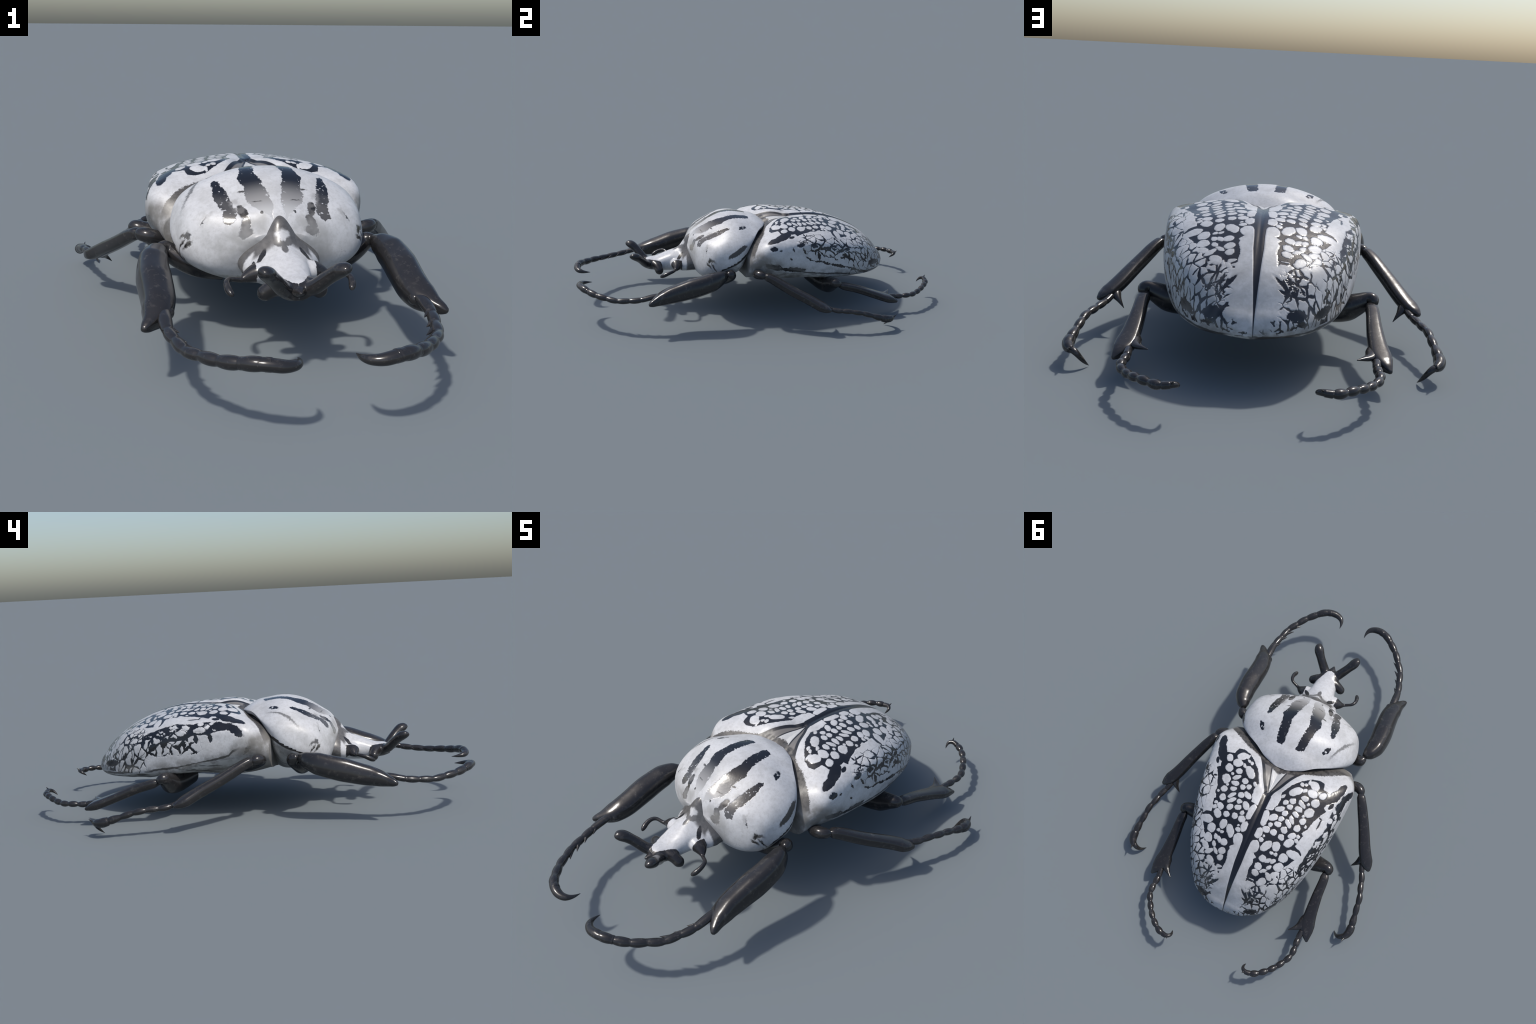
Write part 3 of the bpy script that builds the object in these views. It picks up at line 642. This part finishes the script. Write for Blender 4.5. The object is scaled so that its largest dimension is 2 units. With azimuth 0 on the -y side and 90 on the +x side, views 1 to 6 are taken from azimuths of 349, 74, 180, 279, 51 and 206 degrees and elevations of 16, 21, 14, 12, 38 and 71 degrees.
# ------------------------------------------------------------------ head
HEAD = [
(-.625, [(0,.258),(.016,.256),(.030,.250),(.034,.241),(.030,.232),(.016,.224),(0,.222)]),
(-.605, [(0,.270),(.022,.268),(.040,.258),(.046,.245),(.040,.228),(.022,.216),(0,.214)]),
(-.57, [(0,.274),(.025,.271),(.048,.260),(.056,.243),(.048,.223),(.026,.209),(0,.206)]),
(-.53, [(0,.284),(.027,.281),(.050,.268),(.058,.245),(.050,.220),(.026,.203),(0,.200)]),
(-.49, [(0,.300),(.030,.296),(.055,.281),(.066,.250),(.056,.221),(.028,.201),(0,.198)]),
(-.45, [(0,.317),(.034,.306),(.064,.288),(.080,.255),(.070,.222),(.034,.202),(0,.198)]),
(-.42, [(0,.338),(.040,.315),(.080,.289),(.104,.254),(.090,.219),(.04,.203),(0,.200)]),
(-.39, [(0,.380),(.046,.343),(.087,.306),(.119,.262),(.100,.222),(.05,.205),(0,.202)]),
(-.34, [(0,.41),(.050,.370),(.090,.325),(.128,.275),(.110,.227),(.05,.207),(0,.204)]),
]
X, us, vs = loft(HEAD, 60, 40, [(0, -.625), (1, -.34)], True)
R = full_ring(X); rows, cols = R.shape[:2]
Vh, Fh = close_ends(R.reshape(-1, 3), grid_faces(rows, cols, True), rows, cols)

HORN = [(.018, -.585, .241), (.040, -.612, .252), (.067, -.638, .281), (.089, -.661, .306), (.104, -.684, .322), (.108, -.708, .326)]
horn = tube(HORN, [(0, .026), (.25, .0245), (.6, .0225), (.82, .0265), (.93, .023), (1, .010)],
            [(0, .022), (.25, .022), (.6, .0205), (.82, .0215), (.93, .017), (1, .008)], up=(-.5, .6, .8), n=44)
LOBE = [(.030, -.566, .244), (.055, -.556, .238), (.076, -.549, .225), (.093, -.543, .211)]
lobe = tube(LOBE, [(0, .026), (.5, .0245), (.85, .0235), (1, .013)], [(0, .026), (.5, .023), (.85, .0225), (1, .013)], up=(0, 1, .3), n=30)
SCAPE = tube([(.055, -.448, .256), (.085, -.452, .253), (.112, -.458, .245), (.130, -.466, .239)], [(0, .036), (.4, .034), (.75, .021), (1, .009)], [(0, .030), (.4, .028), (.75, .019), (1, .009)], n=30)
CHEEK = ellipsoid((.086, -.382, .250), (.036, .034, .031))
ANT = [(.112, -.460, .243), (.130, -.467, .239), (.150, -.475, .243), (.168, -.483, .247), (.179, -.498, .246), (.182, -.517, .240), (.179, -.536, .231), (.171, -.556, .221)]
ANT_R = [(0, .012), (.15, .0085), (.35, .0078), (.6, .0095), (.85, .0118), (.95, .0095), (1, .005)]
ant = tube(ANT, ANT_R, ANT_R, up=(0, 0.2, 1), n=46, seg=18)
tooth = tube([(0, -.606, .243), (0, -.632, .247), (0, -.652, .249)], [(0, .032), (.4, .022), (.75, .010), (.93, .006), (1, .002)], [(0, .020), (.5, .014), (.9, .006), (1, .002)], up=(.02, 0, 1), n=30)
pieces = [(Vh, Fh)]
for p in (horn, lobe, SCAPE, CHEEK, ant):
    pieces += [p, mirror(*p)]
Vf, Ff = fuse(pieces, .0026, smooth=14)
# region of every face: which piece is it nearest to
def line_dist(C, path):
    P = np.asarray(path, float); best = np.full(len(C), 9.); at = np.zeros(len(C))
    for i in range(len(P) - 1):
        a, b = P[i], P[i+1]; ab = b - a
        t = np.clip(((C - a) @ ab)/(ab @ ab), 0, 1)
        d = np.linalg.norm(C - a - t[:, None]*ab, axis=1)
        at = np.where(d < best, i + t, at); best = np.minimum(best, d)
    return best, at
cen = np.array([Vf[list(f)].mean(0) for f in Ff]); cm = cen*np.array([1, 1, 1]); cm[:, 0] = np.abs(cm[:, 0])
reg = np.zeros(len(Ff), int)
dh, th = line_dist(cm, HORN); dl, tl = line_dist(cm, LOBE); da, ta = line_dist(cm, ANT)
reg[(dh < .034) & (th > 1.3)] = 1
reg[(da < .012) & (ta > .55) & (cm[:, 0] > .118)] = 3
sgn = cen[:, 0] < 0
reg[(reg == 1) & sgn] = 2; reg[(reg == 3) & sgn] = 4
split_body(Vf, Ff, reg, {0: ("head", M_HEAD)}, beetle)
head = [o for o in beetle.children if o.name.startswith("head")][0]
split_body(Vf, Ff, reg, {1: ("horn", M_LEG), 2: ("horn", M_LEG), 3: ("antenna", M_LEG), 4: ("antenna", M_LEG)}, head)

new_object("clypeus_tooth", mesh_from("clypeus_tooth", *tooth), M_LEG, head)

# ------------------------------------------------------------------ legs
def nodules(count, amp, lo=0., hi=1., phase=0.):
    def g(t):
        u = np.clip((t - lo)/(hi - lo), 0, 1)
        w = np.abs(np.sin((u*count + phase)*math.pi))
        on = (t > lo) & (t < hi)
        return np.where(on, 1 - amp + 2*amp*w**.7*.75, 1)
    return g

def spike(a, b, r, bend=(0, 0, 0)):
    a = np.asarray(a, float); b = np.asarray(b, float); m = (a + b)/2 + np.asarray(bend)
    return tube([a, m, b], [(0, r), (.4, r*.62), (.8, r*.25), (1, r*.06)], [(0, r), (.4, r*.62), (.8, r*.25), (1, r*.06)], up=(.3, .2, 1), n=18, seg=14)

def build_leg(name, side, femur, tibia, tarsus, claw):
    def put(nm, parts, parent):
        V, F = merge(*parts)
        if side < 0: V, F = mirror(V, F)
        return new_object(nm, mesh_from(nm, V, F), M_LEG, parent)
    leg = put(name, femur, beetle)
    put("tibia", tibia, leg)
    put("tarsus", tarsus, leg)
    put("claw", claw, leg)

# fore leg -----------------------------------------------------------------
FT = [(.341, -.230, .279), (.366, -.282, .264), (.377, -.345, .246), (.377, -.420, .227), (.374, -.490, .208), (.379, -.555, .193), (.400, -.608, .181), (.424, -.647, .173)]
fore_tibia = tube(FT, [(0, .014), (.06, .031), (.18, .045), (.4, .050), (.65, .048), (.80, .043), (.86, .033), (.91, .023), (.97, .015), (1, .008)],
                  [(0, .016), (.06, .032), (.2, .048), (.45, .052), (.7, .044), (.84, .033), (.92, .022), (.97, .016), (1, .008)], up=(-.25, 0, 1), n=80, seg=36, power=2.6)
fore_corner = tube([(.372, -.530, .198), (.360, -.565, .192), (.351, -.594, .188)], [(0, .026), (.7, .023), (.92, .017), (1, .008)], [(0, .030), (.7, .022), (.92, .016), (1, .008)], n=22)
FTA = [(.366, -.585, .197), (.366, -.624, .193), (.364, -.675, .182), (.356, -.717, .176), (.344, -.759, .173), (.329, -.806, .171), (.304, -.843, .174), (.279, -.880, .178), (.250, -.912, .182), (.217, -.941, .188), (.182, -.965, .194), (.150, -.976, .194)]
FCL = [(.217, -.941, .188), (.182, -.965, .194), (.150, -.977, .194), (.117, -.979, .189), (.088, -.966, .186), (.075, -.940, .183), (.073, -.912, .181)]
fore_tarsus = tube(FTA, [(0, .019), (.12, .0195), (.2, .0165), (.5, .016), (.8, .0175), (1, .019)], [(0, .0135), (.15, .014), (.5, .014), (.8, .017), (1, .018)], n=110, seg=22,
                   bumps=nodules(6, .17, .2, .97))
def teeth():
    out = []
    for p, q, w in (((.366, -.660, .184), (.334, -.699, .179), .0125), ((.352, -.722, .176), (.320, -.750, .171), .0125), ((.338, -.768, .173), (.300, -.799, .168), .0125), ((.318, -.815, .172), (.276, -.843, .171), .0125)):
        out.append(spike(p, q, w))
    return out
fore_claw = tube(FCL, [(0, .0175), (.3, .019), (.5, .0185), (.7, .0145), (.88, .006), (1, .0008)], [(0, .016), (.3, .017), (.5, .0165), (.7, .013), (.88, .006), (1, .0008)], n=60, seg=22)
fore_femur = tube([(.15, -.235, .204), (.23, -.228, .217), (.295, -.212, .245), (.330, -.203, .268), (.345, -.222, .279)],
                  [(0, .036), (.4, .036), (.7, .032), (.9, .028), (1, .015)], [(0, .036), (.4, .037), (.7, .032), (.9, .028), (1, .015)], n=50)
# mid leg ------------------------------------------------------------------
MT = [(.396, -.040, .280), (.407, -.022, .275), (.450, .052, .238), (.490, .126, .199), (.527, .200, .163), (.560, .250, .138), (.583, .281, .127)]
mid_tibia = tube(MT, [(0, .008), (.05, .021), (.2, .025), (.5, .028), (.75, .031), (.88, .032), (.95, .022), (1, .008)], [(0, .008), (.05, .021), (.2, .023), (.6, .024), (.86, .023), (.95, .017), (1, .007)], n=76, seg=32, power=2.9)
mid_spurs = [tube([(.535, .215, .153), (.528, .242, .138), (.513, .263, .124), (.489, .283, .097)], [(0, .024), (.4, .020), (.65, .010), (.85, .005), (1, .001)], [(0, .018), (.4, .014), (.65, .008), (.85, .004), (1, .001)], n=30, seg=16)]
MTA = [(.541, .262, .134), (.549, .287, .126), (.567, .329, .118), (.579, .376, .116), (.593, .421, .112), (.598, .464, .103), (.604, .508, .090), (.609, .555, .076), (.607, .601, .065), (.590, .632, .063)]
mid_tarsus = tube(MTA, [(0, .014), (.3, .0138), (.7, .0145), (.86, .0215), (.95, .018), (1, .012)], [(0, .012), (.3, .0125), (.7, .0135), (.86, .0215), (.95, .018), (1, .012)], n=100, seg=20, bumps=nodules(5, .22, .1, .8))
MCL = [(.600, .615, .062), (.580, .630, .058), (.562, .632, .040), (.548, .622, .018), (.538, .606, .0005)]
mid_claw = tube(MCL, [(0, .0145), (.35, .012), (.6, .008), (.85, .004), (1, .0004)], [(0, .012), (.35, .010), (.6, .008), (.85, .004), (1, .0004)], n=40, seg=16)
mid_heel = spike((.598, .628, .064), (.590, .655, .078), .008)
mid_femur = tube([(.17, .04, .212), (.25, .01, .230), (.305, -.030, .250), (.345, -.060, .268), (.383, -.057, .279), (.407, -.032, .277)],
                 [(0, .034), (.4, .031), (.65, .026), (.85, .026), (.95, .021), (1, .012)], [(0, .03), (.4, .029), (.65, .026), (.85, .025), (.95, .021), (1, .012)], n=60)
# hind leg -----------------------------------------------------------------
HT = [(.390, .388, .190), (.394, .412, .183), (.395, .481, .163), (.397, .556, .136), (.402, .620, .113), (.413, .675, .095), (.433, .726, .079)]
hind_tibia = tube(HT, [(0, .013), (.06, .022), (.3, .025), (.6, .031), (.78, .036), (.87, .030), (.94, .018), (1, .006)], [(0, .012), (.08, .020), (.3, .020), (.7, .0205), (.87, .020), (.94, .015), (1, .006)], n=76, seg=32, power=3.0)
hind_spurs = [tube([(.394, .590, .124), (.384, .640, .110), (.371, .672, .105), (.350, .694, .107), (.327, .713, .109)], [(0, .016), (.35, .027), (.55, .021), (.8, .009), (1, .0015)], [(0, .010), (.35, .0145), (.55, .012), (.8, .007), (1, .0015)], n=34, seg=18)]
HTA = [(.392, .690, .098), (.389, .719, .095), (.390, .749, .091), (.392, .786, .093), (.388, .826, .093), (.368, .865, .094), (.343, .902, .099), (.314, .934, .105), (.282, .961, .107), (.244, .981, .108), (.216, .986, .112)]
hind_tarsus = tube(HTA, [(0, .014), (.3, .0137), (.7, .0132), (.9, .0142), (1, .011)], [(0, .012), (.3, .012), (.7, .012), (.9, .013), (1, .011)], n=120, seg=20, bumps=nodules(7, .34, .1, .94))
HCL = [(.240, .980, .108), (.212, .982, .112), (.199, .972, .108), (.198, .958, .099), (.203, .945, .088)]
hind_claw = tube(HCL, [(0, .012), (.35, .0105), (.6, .008), (.85, .004), (1, .0005)], [(0, .012), (.35, .0105), (.6, .008), (.85, .004), (1, .0005)], n=40, seg=16)
hind_heel = spike((.212, .980, .112), (.205, .998, .128), .008)
hind_femur = tube([(.13, .31, .165), (.22, .335, .160), (.31, .356, .166), (.365, .362, .190), (.397, .372, .202), (.404, .392, .196)],
                  [(0, .045), (.4, .048), (.65, .044), (.82, .034), (.94, .026), (1, .014)], [(0, .048), (.4, .052), (.65, .048), (.82, .034), (.94, .026), (1, .014)], n=60)
for s in (1, -1):
    build_leg("foreleg", s, [fore_femur], [fore_tibia, fore_corner], [fore_tarsus] + teeth(), [fore_claw])
    build_leg("midleg", s, [mid_femur], [mid_tibia] + mid_spurs, [mid_tarsus], [mid_claw, mid_heel])
    build_leg("hindleg", s, [hind_femur], [hind_tibia] + hind_spurs, [hind_tarsus], [hind_claw, hind_heel])
